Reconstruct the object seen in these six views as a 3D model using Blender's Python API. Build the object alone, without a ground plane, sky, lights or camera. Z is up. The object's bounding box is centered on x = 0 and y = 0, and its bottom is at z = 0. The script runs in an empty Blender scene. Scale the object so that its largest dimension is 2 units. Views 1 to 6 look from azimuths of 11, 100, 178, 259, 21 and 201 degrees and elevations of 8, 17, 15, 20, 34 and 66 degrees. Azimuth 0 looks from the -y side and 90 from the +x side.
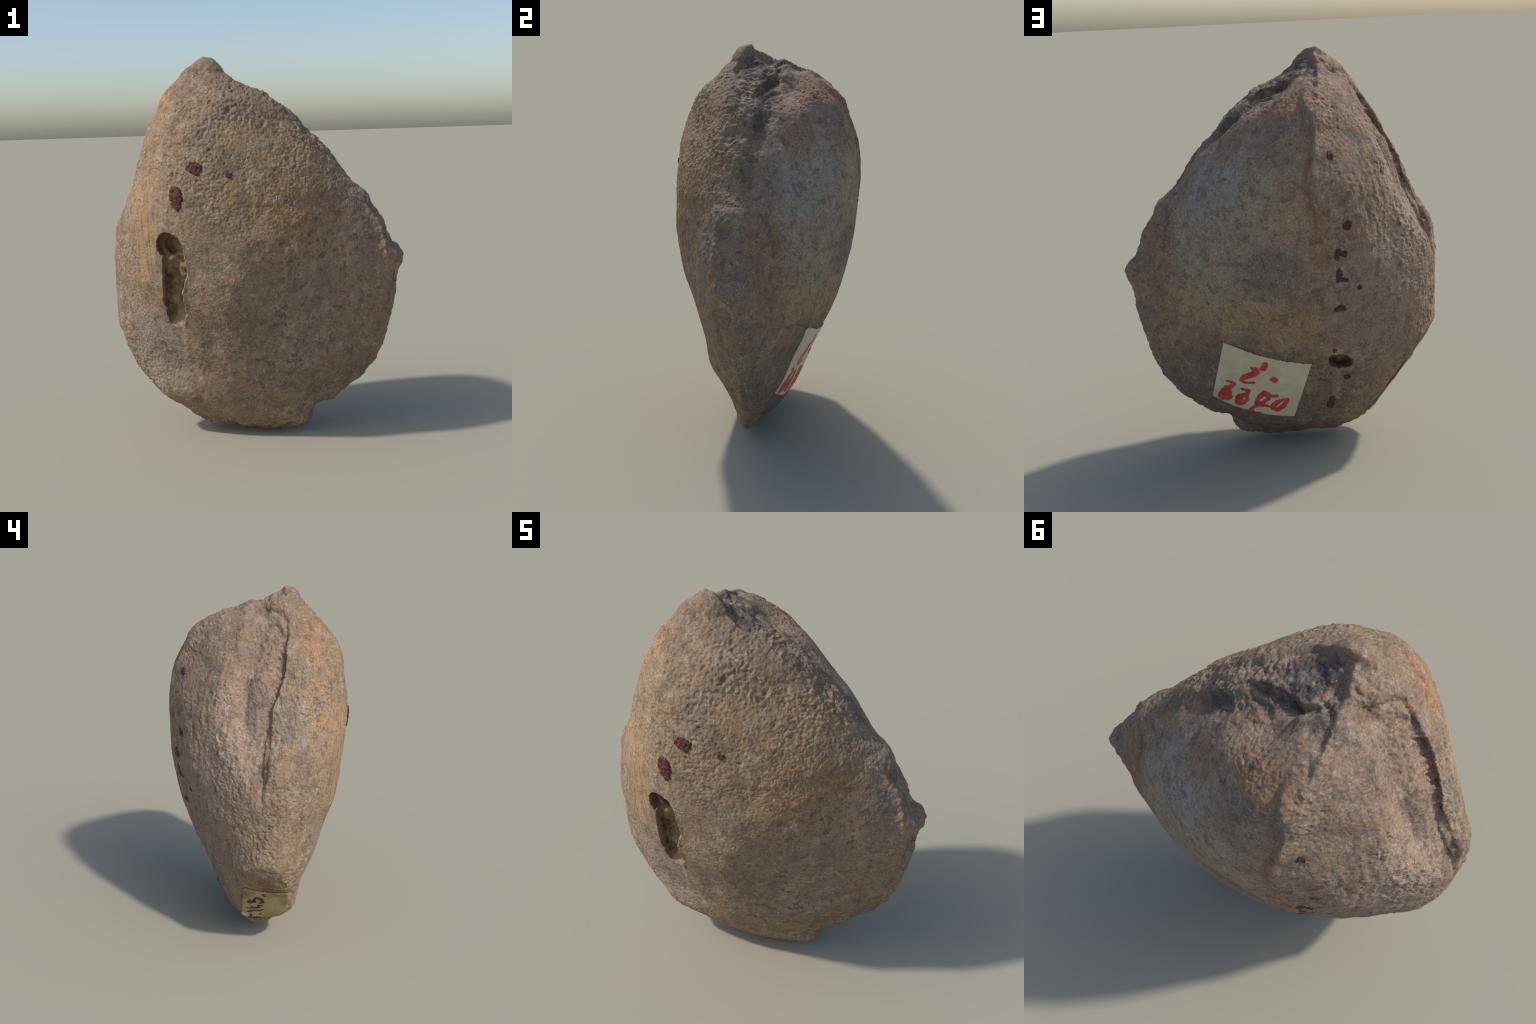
"""Fossil shell steinkern (a stone cast of a two-valved shell): a tall, drop-shaped
stone, blunt on its left side, sharp on its right rim, with a broken gully between the
two beaks at the top, a slot-shaped cavity on the front, iron-oxide spots, and two old
paper labels with hand-written numbers."""
import bpy, math, random
import numpy as np
from mathutils import Vector
from mathutils.bvhtree import BVHTree

random.seed(7)
RNG = np.random.default_rng(7)

# ------------------------------------------------------------------ cross-sections
# Horizontal sections from the foot to the apex.  Each: height, left end x, right rim x,
# y of the left end, y of the right rim, y of front crest, y of back crest, x of front
# crest, x of back crest, and how blunt the four quarter curves are
# (front-left, front-right, back-left, back-right; small = blunt, 1 = sharp lens edge).
SECTIONS = np.array([
    (0.00, 0.034, 0.117, -0.032, -0.026, -0.025, -0.035, 0.034, 0.045, 0.448, 0.772, 0.408, 0.766),
    (0.05, -0.304, 0.272, -0.018, -0.026, -0.095, 0.029, 0.001, 0.027, 0.360, 0.764, 0.360, 0.767),
    (0.13, -0.442, 0.308, -0.010, -0.017, -0.172, 0.131, -0.066, -0.001, 0.340, 0.760, 0.340, 0.781),
    (0.25, -0.570, 0.476, -0.020, 0.030, -0.241, 0.197, -0.126, -0.015, 0.330, 0.762, 0.330, 0.825),
    (0.42, -0.691, 0.637, -0.020, 0.025, -0.264, 0.276, -0.132, -0.005, 0.380, 0.754, 0.380, 0.898),
    (0.65, -0.777, 0.703, -0.010, 0.010, -0.341, 0.374, -0.205, -0.000, 0.557, 0.766, 0.569, 0.992),
    (0.90, -0.778, 0.763, -0.004, 0.014, -0.429, 0.443, -0.234, -0.129, 0.612, 0.708, 0.667, 1.032),
    (1.12, -0.751, 0.700, 0.026, -0.007, -0.470, 0.479, -0.204, -0.119, 0.601, 0.626, 0.631, 0.904),
    (1.35, -0.651, 0.532, 0.009, -0.016, -0.479, 0.483, -0.208, -0.094, 0.518, 0.603, 0.561, 0.763),
    (1.55, -0.566, 0.363, -0.034, -0.030, -0.454, 0.454, -0.190, -0.121, 0.477, 0.669, 0.510, 0.707),
    (1.72, -0.464, 0.203, -0.130, -0.058, -0.400, 0.394, -0.218, -0.154, 0.414, 0.783, 0.486, 0.738),
    (1.85, -0.394, 0.006, -0.153, -0.094, -0.286, 0.271, -0.219, -0.177, 0.389, 0.804, 0.464, 0.758),
    (1.94, -0.306, -0.117, -0.118, -0.122, -0.208, 0.026, -0.215, -0.236, 0.400, 0.812, 0.444, 0.781),
    (2.00, -0.182, -0.196, -0.098, -0.128, -0.129, -0.100, -0.189, -0.218, 0.416, 0.815, 0.435, 0.796),
])


def pchip(x, y, xq):
    """Monotone cubic through the section parameters."""
    h = np.diff(x)
    d = np.diff(y, axis=0) / h[:, None]
    m = np.zeros_like(y)
    w1 = (2 * h[1:] + h[:-1])[:, None]
    w2 = (h[1:] + 2 * h[:-1])[:, None]
    with np.errstate(divide='ignore', invalid='ignore'):
        hm = (w1 + w2) / (w1 / d[:-1] + w2 / d[1:])
    m[1:-1] = np.where(d[:-1] * d[1:] > 0, hm, 0)
    m[0], m[-1] = d[0], d[-1]
    i = np.clip(np.searchsorted(x, xq) - 1, 0, len(x) - 2)
    t = ((xq - x[i]) / h[i])[:, None]
    H = h[i][:, None]
    return ((1 + 2 * t) * (1 - t) ** 2 * y[i] + t * (1 - t) ** 2 * H * m[i]
            + t * t * (3 - 2 * t) * y[i + 1] + t * t * (t - 1) * H * m[i + 1])


def loft():
    """Ring-by-ring loft of the sections; returns vertices and quads (closed)."""
    nz, nt = 260, 64
    zq = 1 - np.cos(np.pi * np.linspace(0, 1, nz))
    q = pchip(SECTIONS[:, 0], SECTIONS[:, 1:], zq)
    xl, xr, yl, yr, yf, yb, xf, xb, kfl, kfr, kbl, kbr = [q[:, i:i + 1] for i in range(12)]
    t = np.linspace(0, 1, nt)
    s = np.sin(t * np.pi / 2)

    def quarter(xm, ym, xe, ye, k):
        return xm + (xe - xm) * s, ye + (ym - ye) * np.clip(1 - s * s, 0, 1) ** k
    fr, fl = quarter(xf, yf, xr, yr, kfr), quarter(xf, yf, xl, yl, kfl)
    bl, br = quarter(xb, yb, xl, yl, kbl), quarter(xb, yb, xr, yr, kbr)
    xs = np.concatenate([fr[0][:, ::-1][:, :-1], fl[0][:, :-1], bl[0][:, ::-1][:, :-1], br[0][:, :-1]], 1)
    ys = np.concatenate([fr[1][:, ::-1][:, :-1], fl[1][:, :-1], bl[1][:, ::-1][:, :-1], br[1][:, :-1]], 1)
    # front crest and back crest do not share an x: the strip between them is closed by
    # the quarter curves meeting at the left end and the right rim
    n = xs.shape[1]
    v = np.stack([xs, ys, np.repeat(zq[:, None], n, 1)], -1).reshape(-1, 3)
    i, j = np.meshgrid(np.arange(nz - 1), np.arange(n), indexing='ij')
    j2 = (j + 1) % n
    f = np.stack([i * n + j, i * n + j2, (i + 1) * n + j2, (i + 1) * n + j], -1).reshape(-1, 4)
    faces = f.tolist()
    faces.append(list(range(n - 1, -1, -1)))
    faces.append(list(range((nz - 1) * n, nz * n)))
    return v, faces


# ------------------------------------------------------------------ small numeric tools
def smooth(a, b, x):
    t = np.clip((x - a) / (b - a), 0, 1)
    return t * t * (3 - 2 * t)


def _hash(ix, iy, iz, seed):
    h = (ix * 374761393 + iy * 668265263 + iz * 2147483647 + seed * 974634719) & 0xFFFFFFFF
    h = ((h ^ (h >> 13)) * 1274126177) & 0xFFFFFFFF
    h = ((h ^ (h >> 16)) * 2246822519) & 0xFFFFFFFF
    return h ^ (h >> 15)


def noise(p, freq, seed=0):
    """Gradient noise, about -1..1."""
    p = p * freq + 137.31
    c = np.floor(p)
    f = p - c
    c = c.astype(np.int64)
    w = f * f * f * (f * (f * 6 - 15) + 10)
    out = np.zeros(len(p))
    for dx in (0, 1):
        wx = w[:, 0] if dx else 1 - w[:, 0]
        for dy in (0, 1):
            wy = w[:, 1] if dy else 1 - w[:, 1]
            for dz in (0, 1):
                wz = w[:, 2] if dz else 1 - w[:, 2]
                h = _hash(c[:, 0] + dx, c[:, 1] + dy, c[:, 2] + dz, seed)
                gx = (h & 1023) / 511.5 - 1
                gy = ((h >> 10) & 1023) / 511.5 - 1
                gz = ((h >> 20) & 1023) / 511.5 - 1
                out += wx * wy * wz * (gx * (f[:, 0] - dx) + gy * (f[:, 1] - dy) + gz * (f[:, 2] - dz))
    return out * 1.6


def fbm(p, freq, octaves, seed=0, gain=0.5):
    a, out = 1.0, 0.0
    for o in range(octaves):
        out = out + a * noise(p, freq * 2.03 ** o, seed + o)
        a *= gain
    return out


def poly_dist(p, pts):
    """Distance of points to a polyline, and the position along it (0..1)."""
    pts = np.asarray(pts, float)
    best = np.full(len(p), 9.0)
    along = np.zeros(len(p))
    seg = np.linalg.norm(np.diff(pts, axis=0), axis=1)
    cum = np.r_[0, np.cumsum(seg)] / seg.sum()
    for k in range(len(pts) - 1):
        a, d = pts[k], pts[k + 1] - pts[k]
        t = np.clip(((p - a) @ d) / (d @ d), 0, 1)
        r = np.linalg.norm(p - a - t[:, None] * d, axis=1)
        m = r < best
        best[m] = r[m]
        along[m] = cum[k] + t[m] * (cum[k + 1] - cum[k])
    return best, along


def inside(u, v, poly):
    r = np.zeros(len(u), bool)
    n = len(poly)
    for k in range(n):
        (x1, y1), (x2, y2) = poly[k], poly[(k + 1) % n]
        if y1 == y2:
            continue
        c = ((y1 > v) != (y2 > v)) & (u < (x2 - x1) * (v - y1) / (y2 - y1) + x1)
        r ^= c
    return r


def ball(p, c, r):
    return np.exp(-(((p - np.array(c)) / np.array(r)) ** 2).sum(1))


# ------------------------------------------------------------------ base surface on a ball of directions
CENTRE = np.array([-0.06, 0.0, 1.0])


def quad_ball(n):
    """Unit directions of a cube's six gridded faces, welded, and quads."""
    a = np.tan(np.linspace(-math.pi / 4, math.pi / 4, n + 1))
    u, v = np.meshgrid(a, a, indexing='ij')
    one = np.ones_like(u)
    sides = [(one, u, v), (-one, v, u), (v, one, u), (u, -one, v), (u, v, one), (v, u, -one)]
    verts, quads = [], []
    i, j = np.meshgrid(np.arange(n), np.arange(n), indexing='ij')
    k = (i * (n + 1) + j)
    q = np.stack([k, k + n + 1, k + n + 2, k + 1], -1).reshape(-1, 4)
    for s, side in enumerate(sides):
        verts.append(np.stack(side, -1).reshape(-1, 3))
        quads.append(q + s * (n + 1) ** 2)
    verts, quads = np.concatenate(verts), np.concatenate(quads)
    key = np.round(verts * 1e6).astype(np.int64)
    _, first, inv = np.unique(key, axis=0, return_index=True, return_inverse=True)
    verts = verts[first]
    quads = inv.reshape(-1)[quads]
    verts /= np.linalg.norm(verts, axis=1)[:, None]
    return verts, quads


def vertex_normals(v, q):
    fn = np.cross(v[q[:, 2]] - v[q[:, 0]], v[q[:, 3]] - v[q[:, 1]])
    n = np.zeros_like(v)
    for k in range(4):
        for ax in range(3):
            n[:, ax] += np.bincount(q[:, k], fn[:, ax], len(v))
    return n / np.maximum(np.linalg.norm(n, axis=1), 1e-12)[:, None]


def relax(v, q, field, times):
    """Average a per-vertex field with its quad neighbours."""
    cnt = np.bincount(q.reshape(-1), minlength=len(v))
    for _ in range(times):
        m = field[q].mean(1)
        acc = np.zeros_like(field)
        for k in range(4):
            if field.ndim == 1:
                acc += np.bincount(q[:, k], m, len(v))
            else:
                for ax in range(field.shape[1]):
                    acc[:, ax] += np.bincount(q[:, k], m[:, ax], len(v))
        field = acc / (cnt if field.ndim == 1 else cnt[:, None])
    return field


N = 380
dirs, quads = quad_ball(N)
lv, lf = loft()
tree = BVHTree.FromPolygons(lv.tolist(), lf)
c0 = Vector(CENTRE)
rad = np.empty(len(dirs))
for i, d in enumerate(dirs.tolist()):
    hit = tree.ray_cast(c0, Vector(d))
    rad[i] = hit[3] if hit[0] is not None else np.nan
rad[np.isnan(rad)] = np.nanmean(rad)
rad = relax(dirs, quads, rad, 3)
base = CENTRE + dirs * rad[:, None]

fn = np.cross(base[quads[:, 2]] - base[quads[:, 0]], base[quads[:, 3]] - base[quads[:, 1]])
flip = (fn * dirs[quads[:, 0]]).sum(1) < 0
quads[flip] = quads[flip][:, ::-1]


def calm_normals(v, times):
    n = relax(v, quads, vertex_normals(v, quads), times)
    return n / np.linalg.norm(n, axis=1)[:, None]


# broad swellings and hollows on the lofted form: (centre, radius, outward amount)
LUMPS = [
    ((0.75, 0.0, 0.985), (0.06, 0.2, 0.065), 0.034),    # knob on the right rim
    ((0.73, 0.0, 0.84), (0.08, 0.2, 0.06), -0.014),
    ((0.41, 0.0, 0.19), (0.07, 0.2, 0.06), 0.028),     # notch at the lower right
    ((0.53, 0.0, 0.30), (0.05, 0.2, 0.05), 0.010),
    ((0.22, 0.0, 0.04), (0.10, 0.2, 0.05), 0.010),
    ((0.58, 0.0, 1.30), (0.05, 0.2, 0.06), 0.020),
    ((0.48, 0.0, 1.42), (0.05, 0.2, 0.06), 0.004),
    ((.475, -.278, 1.13), (.19, .2, .20), -.045),       # front face, right
    ((.35, -.32, .87), (.12, .2, .12), -.010),
    ((-.06, -.38, .80), (.15, .2, .20), .044),          # front face below the middle
    ((-.01, -.30, .56), (.16, .2, .14), .026),
    ((-.16, -.27, .46), (.12, .2, .12), .020),          # under the slot
    ((-.25, -.36, .63), (.06, .2, .10), .014),
    ((-.38, -.24, .38), (.12, .2, .10), -.018),
    ((-.63, -.29, .87), (.09, .2, .16), -.016),
    ((.10, -.22, .22), (.40, .2, .08), -.016),          # front, along the lower edge
    ((.38, -.13, .30), (.12, .15, .10), -.024),
    ((.62, -.10, .72), (.10, .15, .14), .020),
    ((-.63, -.03, 1.38), (.10, .07, .22), .014),        # crest in front of the crack
    ((-.71, -.01, 1.15), (.08, .06, .12), .016),
    ((-.49, -.14, 1.68), (.10, .09, .14), .020),
    ((-.33, -.20, 1.85), (.10, .10, .09), .014),
    ((-.31, .36, 1.66), (.14, .14, .14), -.018),        # back left flank
    ((-.53, .34, 1.12), (.18, .2, .20), -.036),
    ((-.32, .42, .92), (.14, .2, .14), -.014),
    ((-.33, .31, .61), (.12, .2, .12), .012),
    ((-.58, -.20, .42), (.10, .10, .10), -.016),        # flanks above the small label
    ((-.45, .20, .42), (.12, .12, .09), -.016),
    ((-.59, -.075, .275), (.08, .08, .08), -.010),
    ((.62, .06, .66), (.10, .1, .12), .022),            # right rim, behind
    ((.25, .30, .60), (.22, .2, .12), -.014),
    ((.15, .22, .33), (.30, .2, .08), -.006),
    ((-.01, -.08, 1.86), (.12, .09, .08), .010),        # shoulder between the beaks
    ((.18, -.06, 1.73), (.14, .09, .10), .014),
    ((.35, 0., 1.54), (.13, .10, .12), .020),
    ((.31, -.17, 1.55), (.14, .1, .14), .016),
    ((.12, -.15, 1.75), (.12, .1, .09), .020),
    ((-.05, -.28, 1.80), (.14, .1, .12), .014),
    ((0., .28, 1.77), (.16, .12, .10), .010),
    ((.03, .12, 1.81), (.13, .06, .09), -.036),
    ((-.29, .03, 1.94), (.07, .07, .05), -.006),
    ((.10, .05, 1.72), (.55, .5, .20), .005),
    ((-.19, .06, 1.93), (.06, .06, .06), .028),
    ((-.29, .02, 1.92), (.05, .05, .05), -.022),
    ((-.20, -.14, 1.98), (.08, .07, .05), .012),
    ((-.06, -.16, 1.87), (.09, .07, .07), .016),
    ((.18, .27, .47), (.35, .2, .13), -.020),
    ((-.40, .36, 1.55), (.10, .12, .16), -.014),
    ((-.43, -.05, .12), (.08, .08, .08), -.022),
    ((-.01, .42, 1.57), (.12, .1, .12), .016),
    ((.28, -.24, .44), (.25, .2, .08), .015),
    ((-.26, -.32, .50), (.08, .15, .10), .012),
    ((-.26, .39, 1.63), (.10, .12, .12), -.010),
    ((-.01, -.43, .98), (.10, .2, .12), .010),
    ((-.30, -.16, .15), (.12, .12, .07), -.010),
    ((.69, -.09, .87), (.06, .05, .07), .016),
    ((.35, .15, 1.49), (.10, .08, .10), .012),
    ((.09, .005, 1.78), (.09, .05, .07), .010),
    ((-.55, .20, .54), (.10, .10, .09), -.016),
    ((-.10, .10, 1.90), (.08, .06, .05), .010),
]
nrm = calm_normals(base, 6)
base = base + nrm * sum(h * ball(base, c, r) for c, r, h in LUMPS)[:, None]
# the wide sunken trough behind the crack on the left flank
TROUGH = [(-.31, .02, 1.91), (-.38, .03, 1.85), (-.46, .10, 1.73), (-.54, .16, 1.58), (-.60, .18, 1.45), (-.64, .16, 1.33), (-.70, .13, 1.18), (-.74, .11, 1.05)]
td, ts = poly_dist(base, TROUGH)
flank_edge = [(-.35, -.03, 1.89), (-.425, -.07, 1.795), (-.477, -.06, 1.695), (-.532, -.035, 1.61), (-.578, 0., 1.523), (-.604, .03, 1.457),
              (-.66, .05, 1.312), (-.731, .07, 1.159), (-.75, .08, 1.0)]
behind = base[:, 1] - np.interp(base[:, 2], [c[2] for c in flank_edge[::-1]], [c[1] for c in flank_edge[::-1]]) + .008 * noise(base, 14, 60)
step_z = smooth(1.09, 1.17, base[:, 2]) * smooth(1.90, 1.78, base[:, 2]) * smooth(-.2, -.35, base[:, 0])
base = base - nrm * (.020 * step_z * smooth(-.012, .006, behind) * np.exp(-(np.maximum(behind, 0) / .085) ** 2)
                     + .0 * step_z)[:, None]
base = base - nrm * ((.050 * smooth(-.35, .30, ts) * smooth(1.0, .68, ts)) * np.exp(-(td / (.060 + .025 * ts)) ** 2))[:, None]
# the flat facet ground on the lower left end, where the small label sits
FACET_P, FACET_N = np.array([-.69, -.09, .45]), np.array([-.78, .33, -.54])
FACET_N = FACET_N / np.linalg.norm(FACET_N)
over = (base - FACET_P) @ FACET_N
base = base - FACET_N * (np.maximum(over, 0) * .92 * ball(base, (-.58, 0, .31), (.28, .3, .28)) ** .3)[:, None]
nrm = calm_normals(base, 4)
smooth_tree = None

# ------------------------------------------------------------------ features (positions on the stone, metres)
CRACK = [(-.24, -.014, 1.957), (-.298, -.011, 1.932), (-.333, -.014, 1.907), (-.35, -.059, 1.898), (-.38, -.088, 1.867),
         (-.425, -.082, 1.795), (-.463, -.049, 1.717), (-.477, -.065, 1.695), (-.532, -.039, 1.61),
         (-.578, -.002, 1.523), (-.604, .036, 1.457), (-.628, .035, 1.401), (-.664, .056, 1.312),
         (-.701, .067, 1.235), (-.731, .076, 1.159), (-.748, .085, 1.048), (-.752, .085, .972)]
PANEL_EDGE = [(-.46, -.137, 1.728), (-.497, -.15, 1.662), (-.564, -.141, 1.529), (-.603, -.111, 1.441),
              (-.638, -.102, 1.349), (-.666, -.08, 1.295), (-.717, -.061, 1.186), (-.731, .004, 1.18),
              (-.733, .052, 1.171)]
GULLY = [(.50, -.05, 1.38), (.40, 0., 1.49), (.301, .035, 1.602), (.19, .044, 1.71), (.059, .02, 1.806),
         (-.048, .04, 1.867), (-.117, .035, 1.905), (-.175, .03, 1.93)]
BASIN = [(.02, -.07, 1.84), (-.065, -.08, 1.90), (-.13, -.075, 1.94), (-.175, -.03, 1.96)]
RIM_FRONT = [(.10, -.10, 1.76), (.02, -.138, 1.826), (-.048, -.163, 1.866), (-.149, -.125, 1.963), (-.20, -.10, 1.99)]
RIM_LEFT = [(-.205, -.10, 1.994), (-.196, -.062, 1.974), (-.214, .006, 1.947), (-.206, .062, 1.924),
            (-.200, .126, 1.904), (-.198, .177, 1.889), (-.19, .23, 1.86)]
LEDGES = [  # broken edges in the gully: points, rise before the edge, drop behind it
    ([(.14, -.03, 1.765), (.082, -.017, 1.795), (.046, -.011, 1.816), (.002, .002, 1.841), (-.032, .024, 1.861), (-.054, .046, 1.87), (-.096, .081, 1.885)], .010, .026),
    ([(-.027, .007, 1.86), (-.053, .029, 1.873), (-.084, .047, 1.886), (-.114, .045, 1.901), (-.141, .034, 1.915)], .010, .022),
    ([(.12, .040, 1.765), (.091, .047, 1.779), (.055, .069, 1.797), (.007, .09, 1.822)], -.016, -.008),
    ([(-.145, .018, 1.921), (-.167, .04, 1.922), (-.189, .034, 1.931)], .008, .018),
    ([(.34, -.01, 1.55), (.26, .005, 1.63), (.20, .01, 1.69), (.15, .015, 1.73)], .008, .016),
]
RIGHT_SCARP = [(.44, -.19, 1.38), (.5, -.142, 1.333), (.578, -.103, 1.26), (.665, -.094, 1.128), (.69, -.10, .997),
               (.696, -.085, .853), (.66, -.06, .70), (.58, -.05, .50), (.47, -.06, .33)]
BACK_STEP = [(-.119, .343, 1.782), (-.154, .397, 1.714), (-.151, .434, 1.624), (-.137, .457, 1.534), (-.125, .478, 1.418), (-.150, .478, 1.30), (-.165, .47, 1.17), (-.17, .46, 1.05)]
SLOT = [(-.335, -.45, 1.05), (-.335, -.43, .95), (-.345, -.40, .84), (-.352, -.37, .763), (-.345, -.335, .665)]
SLOT_LEFT = [(-.40, -.43, 1.13), (-.385, -.429, 1.022), (-.401, -.398, .875), (-.409, -.365, .779), (-.394, -.329, .67)]
SLOT_RIGHT = [(-.31, -.46, 1.14), (-.276, -.46, 1.085), (-.262, -.448, .99), (-.262, -.436, .93), (-.297, -.412, .853),
              (-.293, -.396, .803), (-.29, -.365, .725), (-.313, -.342, .66)]
HOLE = (-.358, -.443, 1.085)
BACK_HOLE = (-.262, .297, .526)

x, y, z = base[:, 0], base[:, 1], base[:, 2]
front = smooth(.05, -.12, y)
back = 1 - front
warp = base + 0.012 * np.stack([noise(base, 14, 50), noise(base, 14, 51), noise(base, 14, 52)], -1)
fine_warp = base + 0.005 * np.stack([noise(base, 55, 53), noise(base, 55, 54), noise(base, 55, 55)], -1)

# how rough each region is
left = smooth(-.42, -.62, x)
upper = smooth(1.0, 1.5, z)
rough = 0.28 + 0.62 * front * upper + 0.55 * left + 0.5 * smooth(1.55, 1.75, z)
rough -= 0.45 * back * smooth(-.18, -.08, x) * smooth(1.75, 1.55, z)
rough += 0.35 * back * smooth(-.05, -.2, x) * smooth(.95, 1.25, z)
rough += 0.25 * front * smooth(.6, .2, z)
rim = smooth(.16, .03, np.minimum(poly_dist(base, [(.1, -.07, 1.83), (.363, -.03, 1.55), (.532, -.016, 1.35), (.70, -.007, 1.12),
                                                    (.763, .014, .9), (.703, -.035, .65), (.637, 0., .42), (.476, .012, .25),
                                                    (.308, -.017, .13), (.117, -.026, 0.), (-.3, -.018, .05), (-.442, -.022, .13)])[0], 9))
rough = np.clip(rough + 0.3 * rim, 0.08, 1.15)
worn = ball(base, (-.43, -.40, 1.05), (.12, .2, .42))         # smooth worn strip beside the slot
rough *= 1 - 0.65 * worn

# paper labels lie on smoothed stone
LABEL_A = [(.300, .302, .659), (-.119, .321, .531), (-.028, .168, .190), (.380, .133, .314)]
paper_zone = smooth(.27, .20, np.linalg.norm((base - np.array([.13, .24, .42])) * [1, .6, 1.1], axis=1))
rough *= 1 - .85 * paper_zone

disp = 0.006 * fbm(base, 3.1, 2, 1) + 0.004 * rough * noise(base, 9, 4) + .0025 * noise(warp, 15, 5)
patchy = .62 + .48 * np.clip(1.8 * noise(warp, 5, 6) + .6 * noise(warp, 13, 7), -1, 1)
pebble = noise(warp, 42, 10)
peb2 = noise(warp, 70, 11)
grain = noise(base, 104, 12)
tall = warp * [1, 1, .42]
ribbed = back * smooth(-.22, -.42, x) + .6 * smooth(-.50, -.66, x)
mixr = np.clip(ribbed, 0, 1)
dents = .8 * np.maximum(noise(warp, 29, 21) - .15, 0) ** 1.3 + 1.0 * np.maximum(noise(fine_warp, 50, 22) - .15, 0)
disp += rough * patchy * ((1 - mixr) * (0.0027 * pebble + 0.0025 * peb2 + .0018 * noise(fine_warp, 72, 34)) + mixr * (.0048 * noise(tall, 34, 28) + .0036 * noise(tall, 62, 29)) + 0.0022 * grain)
disp -= rough * (.0065 * dents * (.2 + 1.3 * patchy) - .0022)
disp += rough * 0.0018 * noise(fine_warp, 78, 19)
disp += 0.0011 * noise(warp, 45, 13) + 0.0008 * noise(base, 120, 14)
# broken flakes with small ledges along the rim and over the top
terr = noise(warp, 7, 25) * 2.6
terr = (np.floor(terr) + smooth(.35, .65, terr - np.floor(terr))) / 2.6
disp += (rim + .6 * smooth(1.72, 1.86, z)) * .012 * terr
tipz = ball(base, (.74, 0, .97), (.10, .2, .12))
disp += tipz * (.012 * terr + .007 * noise(warp, 24, 64))
disp += rim * (0.006 * noise(warp, 13, 15) + 0.008 * np.abs(noise(warp, 27, 16)) - .002)
# faint growth wrinkles of the shell on the back left flank
wr = back * smooth(-.22, -.40, x) * smooth(.75, 1.15, z)
disp += wr * 0.0010 * np.sin(150 * (x * .55 + y * .85) + 3.2 * noise(base, 9, 17) + 2.0 * noise(base, 22, 18))

# left flank: the open crack with the sunken panel beside it
d, s = poly_dist(fine_warp, CRACK)
width = 0.010 + 0.010 * smooth(.50, .70, s) - 0.008 * smooth(.88, 1, s) + .003 * noise(base, 30, 63)
disp -= (0.016 * smooth(1.0, .82, s) + .006) * np.exp(-(d / width) ** 2)
rear = smooth(-.010, .006, y - np.interp(z, [c[2] for c in CRACK[::-1]], [c[1] for c in CRACK[::-1]]))
disp -= (0.020 * rear * np.exp(-(d / .050) ** 2) - .004 * (1 - rear) * np.exp(-(d / .04) ** 2)) * smooth(.15, .45, s) * smooth(1.0, .85, s)
pan = [(c[1], c[2]) for c in CRACK[6:15]][::-1] + [(c[1], c[2]) for c in PANEL_EDGE]
pin = inside(fine_warp[:, 1], fine_warp[:, 2], pan) & (x < -.3)
d2, _ = poly_dist(fine_warp, PANEL_EDGE)
d2 = np.where(pin, d2, -d2)
panel_in = (smooth(-.004, .016, d2) * (pin | (np.abs(d2) < .01))) * (x < -.3)
panel_in = panel_in * smooth(1.72, 1.58, z)
disp -= 0.006 * panel_in
disp += 0.004 * panel_in * noise(base, 34, 20)
# shallow furrow left of the crack, and a shorter one further back
d, s = poly_dist(warp, [(-.60, .12, 1.55), (-.63, .14, 1.42), (-.66, .13, 1.33), (-.69, .12, 1.24)])
disp -= 0.010 * np.exp(-(d / .012) ** 2)

# apex: cap of the front beak, its pit, and the broken gully between the beaks
cap = smooth(.125, .105, np.linalg.norm((warp - np.array([-.235, -.105, 1.965])) * [.9, 1, 1], axis=1))
disp += 0.009 * cap
disp -= 0.03 * ball(base, (-.225, -.20, 1.945), (.03, .04, .022))
d, s = poly_dist(warp, GULLY)
gw = 0.03 + .03 * s
disp -= (0.006 + .020 * smooth(.15, .55, s)) * np.exp(-(d / gw) ** 2)
d, s = poly_dist(warp, BASIN)
disp -= 0.010 * np.exp(-(d / .055) ** 2)
d, s = poly_dist(fine_warp, RIM_FRONT)
near = np.exp(-(d / .06) ** 2)
inner = smooth(-.012, .012, y - np.interp(x, [c[0] for c in RIM_FRONT[::-1]], [c[1] for c in RIM_FRONT[::-1]]))
disp += near * (z > 1.7) * (0.012 - 0.026 * inner)
d, s = poly_dist(fine_warp, RIM_LEFT)
near = np.exp(-(d / .05) ** 2)
inner = smooth(-.012, .012, fine_warp[:, 0] - np.interp(y, [c[1] for c in RIM_LEFT], [c[0] for c in RIM_LEFT]))
disp += near * (z > 1.7) * (0.010 - 0.020 * inner)
for L, hi, lo in LEDGES:
    L = np.array(L)
    d, s = poly_dist(fine_warp, L)
    best = np.full(len(base), 9.0)
    sgn = np.zeros(len(base))
    for a, b in zip(L[:-1], L[1:]):
        ab = (b - a)[:2]
        ap = fine_warp[:, :2] - a[:2]
        u = np.clip(ap @ ab / (ab @ ab), 0, 1)
        r = np.hypot(*(ap - u[:, None] * ab).T)
        c = (ap[:, 0] * ab[1] - ap[:, 1] * ab[0]) / np.linalg.norm(ab)
        m = r < best
        best[m], sgn[m] = r[m], c[m]
    behind = smooth(-.004, .005, sgn)
    ends = smooth(0, .2, s) * smooth(1, .8, s)
    disp += ends * (z > 1.45) * (hi * (1 - behind) * np.exp(-(d / .025) ** 2) - lo * behind * np.exp(-(d / .045) ** 2))
gz = smooth(.10, .03, poly_dist(base, GULLY)[0]) * smooth(1.5, 1.7, z)
disp += gz * (0.007 * noise(base, 17, 23) + .006 * (.4 - np.abs(noise(warp, 30, 24))))

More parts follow.
